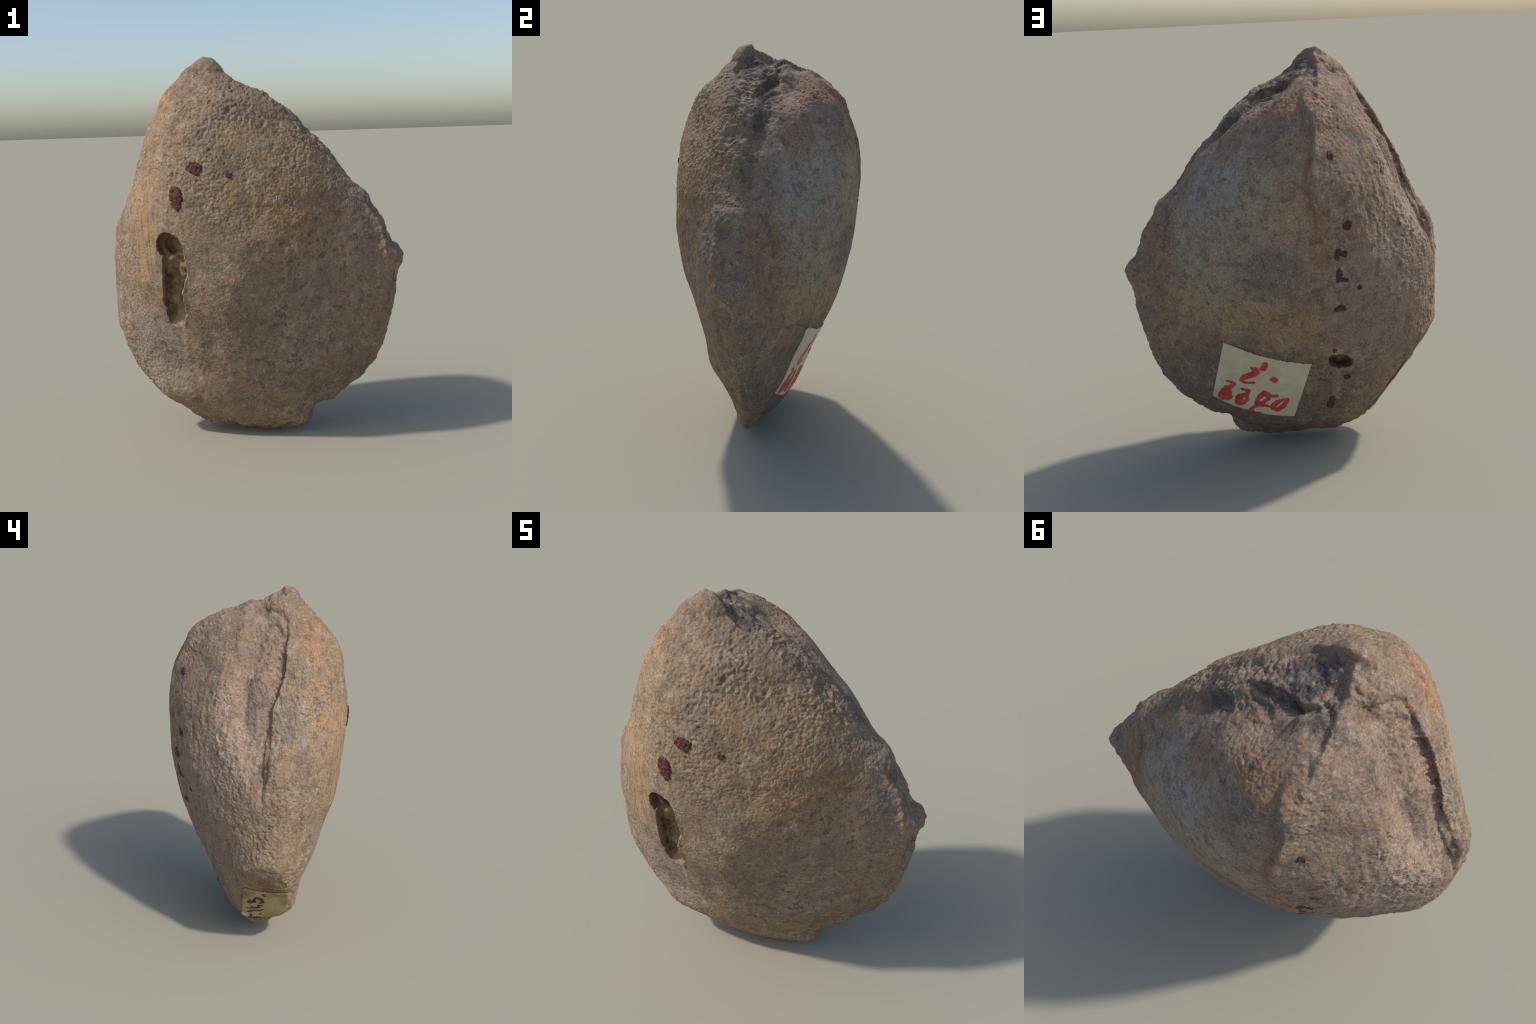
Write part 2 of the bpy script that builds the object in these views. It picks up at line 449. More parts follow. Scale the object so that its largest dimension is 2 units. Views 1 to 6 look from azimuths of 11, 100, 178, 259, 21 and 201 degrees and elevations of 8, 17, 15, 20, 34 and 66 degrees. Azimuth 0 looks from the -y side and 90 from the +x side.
# right rim scarp
d, s = poly_dist(fine_warp, RIGHT_SCARP)
amp = smooth(0, .25, s) * (1 - .75 * smooth(.5, .7, s))
disp += amp * 0.016 * np.exp(-(d / .014) ** 2) * (1 + .5 * noise(base, 20, 33))
d, s = poly_dist(warp, [(.62, -.05, 1.24), (.715, -.05, 1.06), (.73, -.05, .93), (.72, -.05, .85)])
disp -= 0.010 * np.exp(-(d / .022) ** 2)
d, s = poly_dist(warp, [(.66, .02, 1.17), (.70, .03, 1.08), (.74, .02, .95), (.72, .02, .83)])
disp -= 0.008 * np.exp(-(d / .03) ** 2)

# back: step beside the muscle field, the shelf below it, the hole and its groove
d, s = poly_dist(warp, BACK_STEP)
near = np.exp(-(d / .05) ** 2)
side = smooth(-.012, .012, np.interp(z, [c[2] for c in BACK_STEP[::-1]], [c[0] for c in BACK_STEP[::-1]]) - warp[:, 0])
disp += near * (y > .2) * (-0.011 + 0.024 * side) * smooth(1, .35, s)
d, s = poly_dist(warp, [(-.19, .20, 1.89), (-.17, .30, 1.83), (-.175, .38, 1.74), (-.18, .43, 1.64)])
disp += np.exp(-(d / .04) ** 2) * (.010 + .008 * noise(base, 22, 26)) * smooth(1, .7, s)
d, s = poly_dist(warp, [(.62, .11, .76), (.435, .237, .726), (.307, .295, .665), (.08, .345, .60), (-.05, .36, .60)])
disp -= 0.005 * np.exp(-(d / .03) ** 2) * smooth(1, .6, s)
side = smooth(-.007, .007, warp[:, 2] - np.interp(x, [-.05, .08, .307, .435, .62], [.60, .60, .665, .726, .76]))
disp += np.exp(-(d / .05) ** 2) * (y > .03) * (.009 * side - .004 * (1 - side)) * smooth(1, .7, s)
q = (fine_warp - np.array(BACK_HOLE)) @ np.array([[.93, 0, .37], [0, 1, 0], [-.37, 0, .93]]).T
rr = np.sqrt((q[:, 0] / .058) ** 2 + (q[:, 2] / .044) ** 2 + (q[:, 1] / .2) ** 2) - .22 * noise(base, 20, 27)
hole_b = smooth(1.06, .86, rr)
disp -= 0.006 * smooth(1.9, 1.1, rr)
d, s = poly_dist(fine_warp, [(-.262, .275, .475), (-.258, .235, .40), (-.250, .20, .32)])
disp -= 0.009 * np.exp(-(d / .013) ** 2)
d, s = poly_dist(fine_warp, [(.194, .391, .931), (.17, .40, .934), (.132, .41, .924), (.10, .415, .905), (.054, .422, .887)])
disp -= 0.004 * np.exp(-(d / .004) ** 2)

for c in [(-.296, .454, 1.229), (-.262, .464, 1.098), (-.255, .45, .99), (-.258, .41, .825), (-.292, .244, .425), (-.225, .192, .275), (-.234, .439, 1.545)]:
    disp -= .007 * ball(fine_warp, c, (.022, .06, .024))
disp -= .008 * ball(fine_warp, (-.296, .45, 1.200), (.010, .05, .010)) + .008 * ball(fine_warp, (-.20, .30, .545), (.012, .06, .014))

# front: the slot-shaped cavity with the round bore at its top
jag = .010 * noise(base, 16, 61) + .006 * noise(base, 38, 62)
sx_l = .7 * jag + np.interp(fine_warp[:, 2], [c[2] for c in SLOT_LEFT[::-1]], [c[0] for c in SLOT_LEFT[::-1]])
sx_r = jag * smooth(1.1, 1.0, z) + np.interp(fine_warp[:, 2], [c[2] for c in SLOT_RIGHT[::-1]], [c[0] for c in SLOT_RIGHT[::-1]])
fx, fz = fine_warp[:, 0], fine_warp[:, 2]
in_slot = (smooth(-.004, .006, fx - sx_l) * smooth(-.003, .014, sx_r - fx)
           * smooth(1.138, 1.118, fz) * smooth(.645, .675, fz)) * (y < -.2)
slot_depth = .054 * smooth(.65, .76, z) + .010
slot_depth = slot_depth + .014 * smooth(.93, .90, fz) * smooth(.80, .86, fz) + .018 * noise(base, 12, 30) + .010 * noise(base, 26, 31) + .012 * smooth(.05, .0, sx_r - fx)
bore_r = np.hypot((fx - HOLE[0]) / .064, (fz - HOLE[2]) / .062)
in_bore = smooth(1.04, .93, bore_r) * (y < -.2)
bore_depth = 0.068 + 0.045 * smooth(.72, .60, np.hypot((fx - HOLE[0] - .010) / .062, (fz - HOLE[2] + .008) / .062))
cavity = np.maximum(in_slot, in_bore)
disp = disp * (1 - .8 * cavity)
sink = np.maximum(in_slot * slot_depth, in_bore * bore_depth)[:, None] * np.array([-.10, .99, 0.0])
sink = sink + (hole_b * (.085 + .012 * noise(base, 25, 32)))[:, None] * np.array([.05, -.99, -.08])
d, s = poly_dist(fine_warp, SLOT_RIGHT[1:])
disp += 0.006 * np.exp(-(d / .014) ** 2) * (1 - cavity) * (fx > sx_r - .004) * (y < -.2)
# ridge that runs down from the slot
d, s = poly_dist(warp, [(-.303, -.345, .674), (-.303, -.316, .596), (-.32, -.28, .48), (-.346, -.243, .374)])
disp += 0.007 * np.exp(-(d / .02) ** 2) * (1 - cavity) * smooth(1, .5, s)

# scattered small pits, most of them on the upper front
for k in range(170):
    if k < 120:
        c = np.array([RNG.uniform(-.45, .45), RNG.uniform(-.5, -.05), RNG.uniform(1.1, 1.95)])
    else:
        c = np.array([RNG.uniform(-.8, .6), RNG.uniform(-.5, .5), RNG.uniform(.1, 1.9)])
    dd = CENTRE - c
    i = np.argmax(dirs @ (-dd / np.linalg.norm(dd)))
    r = RNG.uniform(.004, .012)
    if k % 3:
        continue
    g = ((warp - base[i]) ** 2).sum(1)
    m = g < (3 * r) ** 2
    disp[m] -= RNG.uniform(.5, 1.0) * r * np.exp(-g[m] / r ** 2) * rough[i]

skin = base + nrm * disp[:, None] + sink
# broad shape without grain, for the paper to lie on
calm = base + nrm * relax(base, quads, disp, 12)[:, None] + sink
lowest, highest = skin[:, 2].min(), skin[:, 2].max()
fit = lambda p: (p - np.array([0, 0, lowest])) * np.array([1, 1, 2.0 / (highest - lowest)])
skin, calm = fit(skin), fit(calm)
skin_n = vertex_normals(skin, quads)
tree_calm = BVHTree.FromPolygons(calm.tolist(), quads.tolist())
tree_skin = BVHTree.FromPolygons(skin.tolist(), quads.tolist())


# ------------------------------------------------------------------ materials
def srgb(r, g, b):
    f = lambda c: (c / 255 / 12.92) if c / 255 <= .04045 else ((c / 255 + .055) / 1.055) ** 2.4
    return (f(r), f(g), f(b), 1.0)


class Nodes:
    """Tiny helper around a material's node tree."""

    def __init__(self, name):
        self.mat = bpy.data.materials.new(name)
        self.mat.use_nodes = True
        self.nt = self.mat.node_tree
        self.bsdf = self.nt.nodes['Principled BSDF']
        self.co = self.new('ShaderNodeTexCoord').outputs['Object']

    def new(self, kind, **kw):
        n = self.nt.nodes.new(kind)
        for k, v in kw.items():
            setattr(n, k, v)
        return n

    def link(self, a, b):
        if hasattr(a, 'is_output') or hasattr(a, 'links'):
            self.nt.links.new(a, b)
        else:
            b.default_value = a

    def noise(self, scale, detail=3, rough=.55, vec=None, out='Fac', dist=0.0):
        n = self.new('ShaderNodeTexNoise')
        n.inputs['Scale'].default_value = scale
        n.inputs['Detail'].default_value = detail
        n.inputs['Roughness'].default_value = rough
        n.inputs['Distortion'].default_value = dist
        self.link(vec or self.co, n.inputs['Vector'])
        return n.outputs[out]

    def mapping(self, scale=(1, 1, 1), loc=(0, 0, 0), rot=(0, 0, 0), vec=None):
        n = self.new('ShaderNodeMapping')
        n.inputs['Scale'].default_value = scale
        n.inputs['Location'].default_value = loc
        n.inputs['Rotation'].default_value = rot
        self.link(vec or self.co, n.inputs['Vector'])
        return n.outputs[0]

    def ramp(self, fac, stops):
        n = self.new('ShaderNodeValToRGB')
        e = n.color_ramp.elements
        while len(e) < len(stops):
            e.new(.5)
        for el, (p, c) in zip(e, stops):
            el.position, el.color = p, c
        self.link(fac, n.inputs[0])
        return n.outputs[0]

    def math(self, op, a, b=0.0, clamp=False):
        n = self.new('ShaderNodeMath', operation=op, use_clamp=clamp)
        self.link(a, n.inputs[0])
        self.link(b, n.inputs[1])
        return n.outputs[0]

    def step(self, v, a, b, lo=0.0, hi=1.0):
        n = self.new('ShaderNodeMapRange', interpolation_type='SMOOTHSTEP')
        self.link(v, n.inputs['Value'])
        for k, w in (('From Min', a), ('From Max', b), ('To Min', lo), ('To Max', hi)):
            n.inputs[k].default_value = w
        return n.outputs['Result']

    def mix(self, fac, a, b, blend='MIX'):
        n = self.new('ShaderNodeMix', data_type='RGBA', blend_type=blend)
        self.link(fac, n.inputs['Factor'])
        self.link(a, n.inputs[6])
        self.link(b, n.inputs[7])
        return n.outputs[2]

    def bump(self, height, strength, distance):
        n = self.new('ShaderNodeBump')
        n.inputs['Strength'].default_value = strength
        n.inputs['Distance'].default_value = distance
        self.link(height, n.inputs['Height'])
        self.link(n.outputs[0], self.bsdf.inputs['Normal'])

    def warped(self, amount, scale, detail=2):
        n = self.noise(scale, detail, out='Color')
        s = self.new('ShaderNodeVectorMath', operation='SUBTRACT')
        self.link(n, s.inputs[0])
        s.inputs[1].default_value = (.5, .5, .5)
        m = self.new('ShaderNodeVectorMath', operation='MULTIPLY_ADD')
        self.link(s.outputs[0], m.inputs[0])
        m.inputs[1].default_value = (amount,) * 3
        self.link(self.co, m.inputs[2])
        return m.outputs[0]

    def spot(self, vec, centre, radius, soft=.5, turn=0.0):
        """1 inside an ellipsoid round centre, fading to 0 at its border."""
        s = self.new('ShaderNodeVectorMath', operation='SUBTRACT')
        self.link(vec, s.inputs[0])
        s.inputs[1].default_value = centre
        v = s.outputs[0]
        if turn:
            r = self.new('ShaderNodeVectorRotate', rotation_type='Y_AXIS')
            self.link(v, r.inputs['Vector'])
            r.inputs['Angle'].default_value = turn
            v = r.outputs[0]
        d = self.new('ShaderNodeVectorMath', operation='DIVIDE')
        self.link(v, d.inputs[0])
        d.inputs[1].default_value = radius
        l = self.new('ShaderNodeVectorMath', operation='LENGTH')
        self.link(d.outputs[0], l.inputs[0])
        return self.step(l.outputs['Value'], 1.0, 1.0 - soft)


def stone_material(name, ground, patches, clasts, streak=None, mottle=1.0):
    """ground: three colours mixed by broad noise; patches: (centre, radius, colour,
    strength, softness, breakup) stained areas laid over it in order."""
    m = Nodes(name)
    wv = m.warped(.16, 5.5, 4)
    wf = m.warped(.03, 24, 3)
    n1 = m.noise(4.5, 5, .6, wv)
    n2 = m.noise(19, 6, .7, wf)
    mixn = m.math('ADD', m.math('MULTIPLY', n1, .45), m.math('MULTIPLY', n2, .55))
    col = m.ramp(mixn, [(.38, ground[0]), (.50, ground[1]), (.62, ground[2])])
    brk = m.math('ADD', m.math('MULTIPLY', m.noise(30, 6, .75, wf), .55), m.math('MULTIPLY', m.noise(9, 5, .65, wv), .45))
    for c, r, colour, strength, soft, breakup in patches:
        k = m.spot(wv, c, r, soft)
        if breakup:
            k = m.math('MULTIPLY', k, m.step(brk, .5 - .10 * breakup, .5 + .08, 1 - breakup, 1.0) if breakup > 0
                       else m.step(brk, .53, .46))
        col = m.mix(m.math('MULTIPLY', k, strength), col, colour)
    # blotches a few centimetres across, pale, brown and grey
    squash = m.mapping(scale=(1, 1, .6), vec=wf)
    b1 = m.noise(17, 5, .72, m.mapping(loc=(5, 0, 2), scale=(1, 1, .7), vec=wf))
    col = m.mix(m.step(b1, .50, .66, 0, .50 * mottle), col, srgb(169, 156, 137))
    b2 = m.noise(21, 5, .72, m.mapping(loc=(0, 7, 3), vec=wf))
    col = m.mix(m.step(b2, .50, .62, 0, .62 * mottle), col, srgb(98, 86, 76))
    b3 = m.noise(27, 5, .72, m.mapping(loc=(8, 3, 1), vec=wf))
    col = m.mix(m.step(b3, .54, .64, 0, .42), col, srgb(114, 109, 106))
    b4 = m.noise(15, 5, .72, m.mapping(loc=(2, 9, 6), vec=wf))
    col = m.mix(m.step(b4, .52, .64, 0, .50 * mottle), col, srgb(153, 119, 86))
    # dark clasts
    vo = m.new('ShaderNodeTexVoronoi')
    vo.inputs['Scale'].default_value = 38
    vo.inputs['Randomness'].default_value = 1.0
    m.link(m.warped(.05, 22, 4), vo.inputs['Vector'])
    sep = m.new('ShaderNodeSeparateColor')
    m.link(vo.outputs['Color'], sep.inputs[0])
    dark = m.math('MULTIPLY', m.step(sep.outputs[0], .72, .76), m.step(vo.outputs['Distance'], .62, .40))
    area = m.spot(wv, clasts[0], clasts[1], .6)
    col = m.mix(m.math('MULTIPLY', m.math('MULTIPLY', dark, m.math('MULTIPLY', area, m.step(n1, .44, .56, .25, 1.0))), .62), col, srgb(80, 70, 66))
    # mineral grain: rust, pale and dark specks, and a fine light-dark sparkle
    col = m.mix(m.step(m.noise(64, 4, .7, m.mapping(loc=(9, 2, 4))), .56, .66, 0, .50), col, srgb(164, 112, 72))
    col = m.mix(m.step(m.noise(75, 4, .7, m.mapping(loc=(1, 8, 2))), .57, .66, 0, .55), col, srgb(76, 72, 72))
    col = m.mix(m.step(m.noise(70, 4, .7, m.mapping(loc=(3, 1, 7))), .58, .68, 0, .45), col, srgb(190, 178, 162))
    g1 = m.noise(110, 4, .75, wf)
    col = m.mix(.85, col, m.ramp(g1, [(.30, (.62, .62, .63, 1)), (.5, (1, 1, 1, 1)), (.70, (1.40, 1.37, 1.33, 1))]), 'MULTIPLY')
    h = m.math('ADD', m.noise(150, 4, .7), m.math('MULTIPLY', m.noise(62, 4, .65), 1.4))
    if streak:
        lines = m.noise(70, 3, .6, m.mapping(scale=(1, 1, .07)))
        k = m.spot(wv, streak[0], streak[1], .6)
        col = m.mix(m.math('MULTIPLY', k, m.step(lines, .42, .60, 0, .6)), col, srgb(178, 143, 104))
        col = m.mix(m.math('MULTIPLY', k, m.step(lines, .50, .36, 0, .5)), col, srgb(126, 108, 90))
    m.link(col, m.bsdf.inputs['Base Color'])
    m.bsdf.inputs['Roughness'].default_value = .88
    m.bsdf.inputs['Specular IOR Level'].default_value = .18
    m.bump(h, .45, .006)
    return m.mat


ORANGE, SLATE = srgb(172, 135, 98), srgb(66, 66, 70)

GULLY_DARK = [((.42, .0, 1.47), (.11, .06, .13), SLATE, .70, .5, .6),
               ((.24, .03, 1.66), (.14, .065, .12), SLATE, .85, .45, .5),
               ((.08, .01, 1.79), (.13, .085, .08), SLATE, .9, .45, .5),
               ((-.06, -.04, 1.88), (.13, .12, .09), SLATE, .95, .4, .4),
               ((-.14, -.02, 1.94), (.070, .11, .07), SLATE, .95, .35, .3),
               ((-.165, .09, 1.91), (.05, .11, .05), SLATE, .9, .4, .5)]

front_mat = stone_material('front_stone', (srgb(123, 110, 94), srgb(141, 121, 98), srgb(161, 138, 110)), [
    ((.20, -.35, 1.45), (.50, .4, .50), srgb(157, 128, 94), .75, .7, .5),
    ((.28, -.30, 1.24), (.34, .4, .26), srgb(149, 110, 70), .75, .8, .6),
    ((.30, -.25, .62), (.52, .4, .50), srgb(125, 114, 101), .75, .6, .4),
    ((-.02, -.36, .62), (.30, .3, .16), srgb(119, 100, 80), .5, .8, .4),
    ((.58, -.12, 1.12), (.16, .2, .28), srgb(119, 108, 102), .7, .6, .4),
    ((-.16, -.40, 1.58), (.09, .2, .18), srgb(123, 117, 111), .6, .7, .5),
    ((-.55, -.30, 1.45), (.17, .26, .52), ORANGE, .85, .6, .85),
    ((-.58, -.24, 1.36), (.16, .26, .50), srgb(140, 132, 118), .75, .5, -1),
    ((-.42, -.25, 1.76), (.13, .14, .16), srgb(180, 127, 83), .75, .7, .7),
    ((-.50, -.38, 1.05), (.10, .14, .35), srgb(160, 131, 99), .6, .7, .5),
    ((-.36, -.43, 1.36), (.12, .15, .26), srgb(160, 139, 115), .5, .7, .5),
    ((-.20, -.47, 1.447), (.060, .10, .050), srgb(165, 139, 97), .7, .4, .5),
    ((-.295, -.47, 1.295), (.062, .10, .085), srgb(184, 141, 85), .8, .4, .4),
    ((-.50, -.25, .52), (.30, .3, .38), srgb(159, 145, 132), .75, .7, .3),
    ((.70, -.09, .98), (.035, .05, .18), srgb(177, 132, 98), .75, .6, .5),
    ((.31, -.13, .25), (.07, .10, .07), srgb(91, 86, 82), .6, .6, .4),
    ((.50, -.05, .36), (.16, .08, .2), srgb(107, 102, 96), .6, .6, .4),
    ((-.62, -.05, 1.40), (.09, .075, .28), srgb(124, 114, 102), .85, .3, .3),
    ((-.66, .0, .49), (.12, .16, .05), srgb(120, 93, 63), .7, .6, .5),
    ((-.44, .0, .16), (.10, .12, .06), srgb(128, 103, 67), .6, .6, .5),
] + GULLY_DARK, ((.30, -.30, .75), (.65, .5, .75)), streak=((-.50, -.38, 1.15), (.17, .2, .42)))

back_mat = stone_material('back_stone', (srgb(127, 113, 102), srgb(144, 122, 102), srgb(161, 138, 116)), [
    ((-.42, .30, .80), (.30, .3, .44), srgb(135, 120, 111), .85, .5, .4),
    ((.15, .2, .36), (.70, .3, .34), srgb(113, 100, 87), .9, .25, .3),
    ((.24, .38, 1.18), (.42, .4, .52), srgb(159, 145, 126), .85, .35, .4),
    ((.32, .33, 1.42), (.24, .3, .28), srgb(151, 145, 142), .75, .5, .6),
    ((.02, .44, 1.30), (.16, .3, .22), srgb(165, 143, 108), .65, .6, .5),
    ((.05, .46, 1.03), (.22, .3, .17), srgb(101, 91, 90), .9, .7, .4),
    ((.10, .40, .77), (.40, .3, .12), srgb(163, 133, 92), .8, .6, .6),
    ((.42, .22, .84), (.20, .3, .15), srgb(165, 144, 108), .75, .5, .5),
    ((.58, .12, 1.02), (.13, .16, .44), srgb(133, 101, 78), .85, .5, .4),
    ((.28, .22, 1.62), (.24, .14, .16), srgb(155, 115, 88), .85, .5, .5),
    ((-.02, .30, 1.78), (.24, .14, .11), srgb(163, 121, 92), .85, .5, .5),
    ((-.118, .44, 1.50), (.032, .12, .34), srgb(143, 101, 74), .8, .7, .6),
    ((-.15, .46, 1.22), (.06, .12, .20), srgb(147, 109, 74), .85, .5, .5),
    ((-.26, .45, 1.06), (.05, .1, .28), srgb(145, 113, 84), .5, .8, .6),
    ((-.262, .30, .545), (.095, .10, .095), srgb(175, 155, 130), .8, .5, .6),
    ((-.25, .22, .36), (.05, .10, .13), srgb(151, 139, 130), .7, .6, .5),
    ((-.58, .20, 1.2), (.18, .24, .65), srgb(166, 147, 131), .85, .7, .35),
    ((-.55, .10, 1.52), (.10, .065, .36), srgb(109, 95, 92), .85, .45, .5),
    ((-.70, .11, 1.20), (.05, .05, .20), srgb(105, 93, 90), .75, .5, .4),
    ((-.62, .0, .49), (.14, .16, .06), srgb(119, 87, 54), .8, .5, .4),
    ((-.42, .06, .15), (.12, .12, .07), srgb(127, 97, 60), .75, .5, .4),
    ((.62, .05, .55), (.2, .12, .4), srgb(117, 103, 96), .6, .6, .5),
] + GULLY_DARK, ((-.1, .3, .4), (.4, .3, .3)), mottle=1.0)


def lining_material():
    m = Nodes('cavity_earth')
    wv = m.warped(.05, 14)
    col = m.ramp(m.noise(22, 5, .65, wv), [(.35, srgb(98, 76, 54)), (.5, srgb(142, 117, 88)), (.66, srgb(164, 139, 110))])
    m.link(col, m.bsdf.inputs['Base Color'])
    m.bsdf.inputs['Roughness'].default_value = .9
    m.bsdf.inputs['Specular IOR Level'].default_value = .2
    m.bump(m.noise(70, 4, .65), .5, .01)
    return m.mat


def rust_material(name, dark, light):
    m = Nodes(name)
    col = m.ramp(m.noise(60, 4, .65), [(.35, dark), (.62, light)])
    m.link(col, m.bsdf.inputs['Base Color'])
    m.bsdf.inputs['Roughness'].default_value = .75
    m.bump(m.noise(120, 3, .6), .4, .005)
    return m.mat


def paper_material(name, base_col, stains):
    m = Nodes(name)
    wv = m.warped(.03, 18)
    col = m.ramp(m.noise(12, 4, .6), [(.3, base_col[0]), (.7, base_col[1])])
    fib = m.noise(160, 3, .6, m.mapping(scale=(.35, 1, 1)))
    col = m.mix(.5, col, m.ramp(fib, [(.3, (.86, .85, .83, 1)), (.7, (1.1, 1.1, 1.1, 1))]), 'MULTIPLY')
    for c, r, colour, strength in stains:
        k = m.math('MULTIPLY', m.spot(wv, c, r, .7), m.step(m.noise(24, 4, .6), .35, .6, .3, 1))
        col = m.mix(m.math('MULTIPLY', k, strength), col, colour)
    m.link(col, m.bsdf.inputs['Base Color'])
    m.bsdf.inputs['Roughness'].default_value = .75
    m.bump(m.noise(140, 3, .6), .15, .003)
    return m.mat


def ink_material(name, a, b):
    m = Nodes(name)
    m.link(m.ramp(m.noise(22, 3, .6), [(.38, a), (.62, b)]), m.bsdf.inputs['Base Color'])
    m.bsdf.inputs['Roughness'].default_value = .6
    return m.mat


lining_mat = lining_material()
rust_mat = rust_material('iron_oxide', srgb(50, 30, 32), srgb(98, 46, 40))
dark_rust_mat = rust_material('dark_iron_oxide', srgb(44, 36, 36), srgb(80, 50, 46))

# ------------------------------------------------------------------ the body, split into its valves
fossil = bpy.data.objects.new('fossil_shell', None)
fossil.empty_display_size = .2
bpy.context.scene.collection.objects.link(fossil)
fossil['label'] = 'drop-shaped brown stone fossil shell with paper labels'
fossil['category'] = 'fossil'


def add_object(name, mesh, parent):
    ob = bpy.data.objects.new(name, mesh)
    bpy.context.scene.collection.objects.link(ob)
    ob.parent = parent
    return ob


def add_mesh(name, v, q, mat, parent, normals=None):
    me = bpy.data.meshes.new(name)
    me.vertices.add(len(v))
    me.vertices.foreach_set('co', np.asarray(v, np.float32).reshape(-1))
    k = q.shape[1]
    me.loops.add(q.size)
    me.loops.foreach_set('vertex_index', q.astype(np.int32).reshape(-1))
    me.polygons.add(len(q))
    me.polygons.foreach_set('loop_start', np.arange(0, q.size, k, dtype=np.int32))
    me.update(calc_edges=True)
    me.polygons.foreach_set('use_smooth', np.ones(len(q), bool))
    if normals is not None:
        me.normals_split_custom_set_from_vertices(np.asarray(normals, np.float32).tolist())
    me.materials.append(mat)
    me.validate()
    return add_object(name, me, parent)


cen = base[quads].mean(1)
qs = pchip(SECTIONS[:, 0], SECTIONS[:, 1:5], np.clip(cen[:, 2], 0.0, 2.0))
seam = qs[:, 2] + (qs[:, 3] - qs[:, 2]) * smooth(qs[:, 0], qs[:, 1], cen[:, 0])
is_lining = (cavity[quads].mean(1) > .5) | (hole_b[quads].mean(1) > .5)
is_front = (cen[:, 1] < seam) & ~is_lining
is_back = ~is_front & ~is_lining


def region(name, mask, mat, parent):
    qq = quads[mask]
    used, inv = np.unique(qq, return_inverse=True)
    return add_mesh(name, skin[used], inv.reshape(qq.shape), mat, parent, skin_n[used])


front_valve = region('front_valve', is_front, front_mat, fossil)
back_valve = region('back_valve', is_back, back_mat, fossil)
front_lining = region('cavity_lining', is_lining & (cen[:, 1] < 0), lining_mat, front_valve)
back_lining = region('cavity_lining', is_lining & (cen[:, 1] >= 0), lining_mat, back_valve)


# ------------------------------------------------------------------ things that sit on the stone
def on_stone(points, direction, tree, lift):
    """Drop points onto the stone along a direction, lifted off by lift."""
    out = []
    dv = Vector(direction).normalized()
    for p in points:
        h = tree.ray_cast(Vector(p) - dv * .5, dv)
        if h[0] is None:
            h = tree.find_nearest(Vector(p))
        out.append(np.array(h[0]) + np.array(h[1]) * (lift if np.isscalar(lift) else 0))
    return np.array(out)


def sheet_cells(top, keep, thick, down):
    """A thin closed sheet from a grid of points (nu, nv, 3): cells in keep, with a
    lower side and walls round the border."""
    nu, nv = top.shape[:2]
    idx = np.arange(nu * nv).reshape(nu, nv)
    a, b, c, d = idx[:-1, :-1], idx[1:, :-1], idx[1:, 1:], idx[:-1, 1:]
    cells = np.stack([a, b, c, d], -1)[keep]
    low = top.reshape(-1, 3) + np.asarray(down) * thick
    v = np.concatenate([top.reshape(-1, 3), low])
    n = nu * nv
    faces = [cells, cells[:, ::-1] + n]
    e = np.concatenate([cells[:, [k, (k + 1) % 4]] for k in range(4)])
    key = np.sort(e, 1)
    _, inv, cnt = np.unique(key, axis=0, return_inverse=True, return_counts=True)
    border = e[cnt[inv.reshape(-1)] == 1]
    faces.append(np.stack([border[:, 1], border[:, 0], border[:, 0] + n, border[:, 1] + n], -1))
    q = np.concatenate(faces)
    used, inv = np.unique(q, return_inverse=True)
    return v[used], inv.reshape(q.shape)


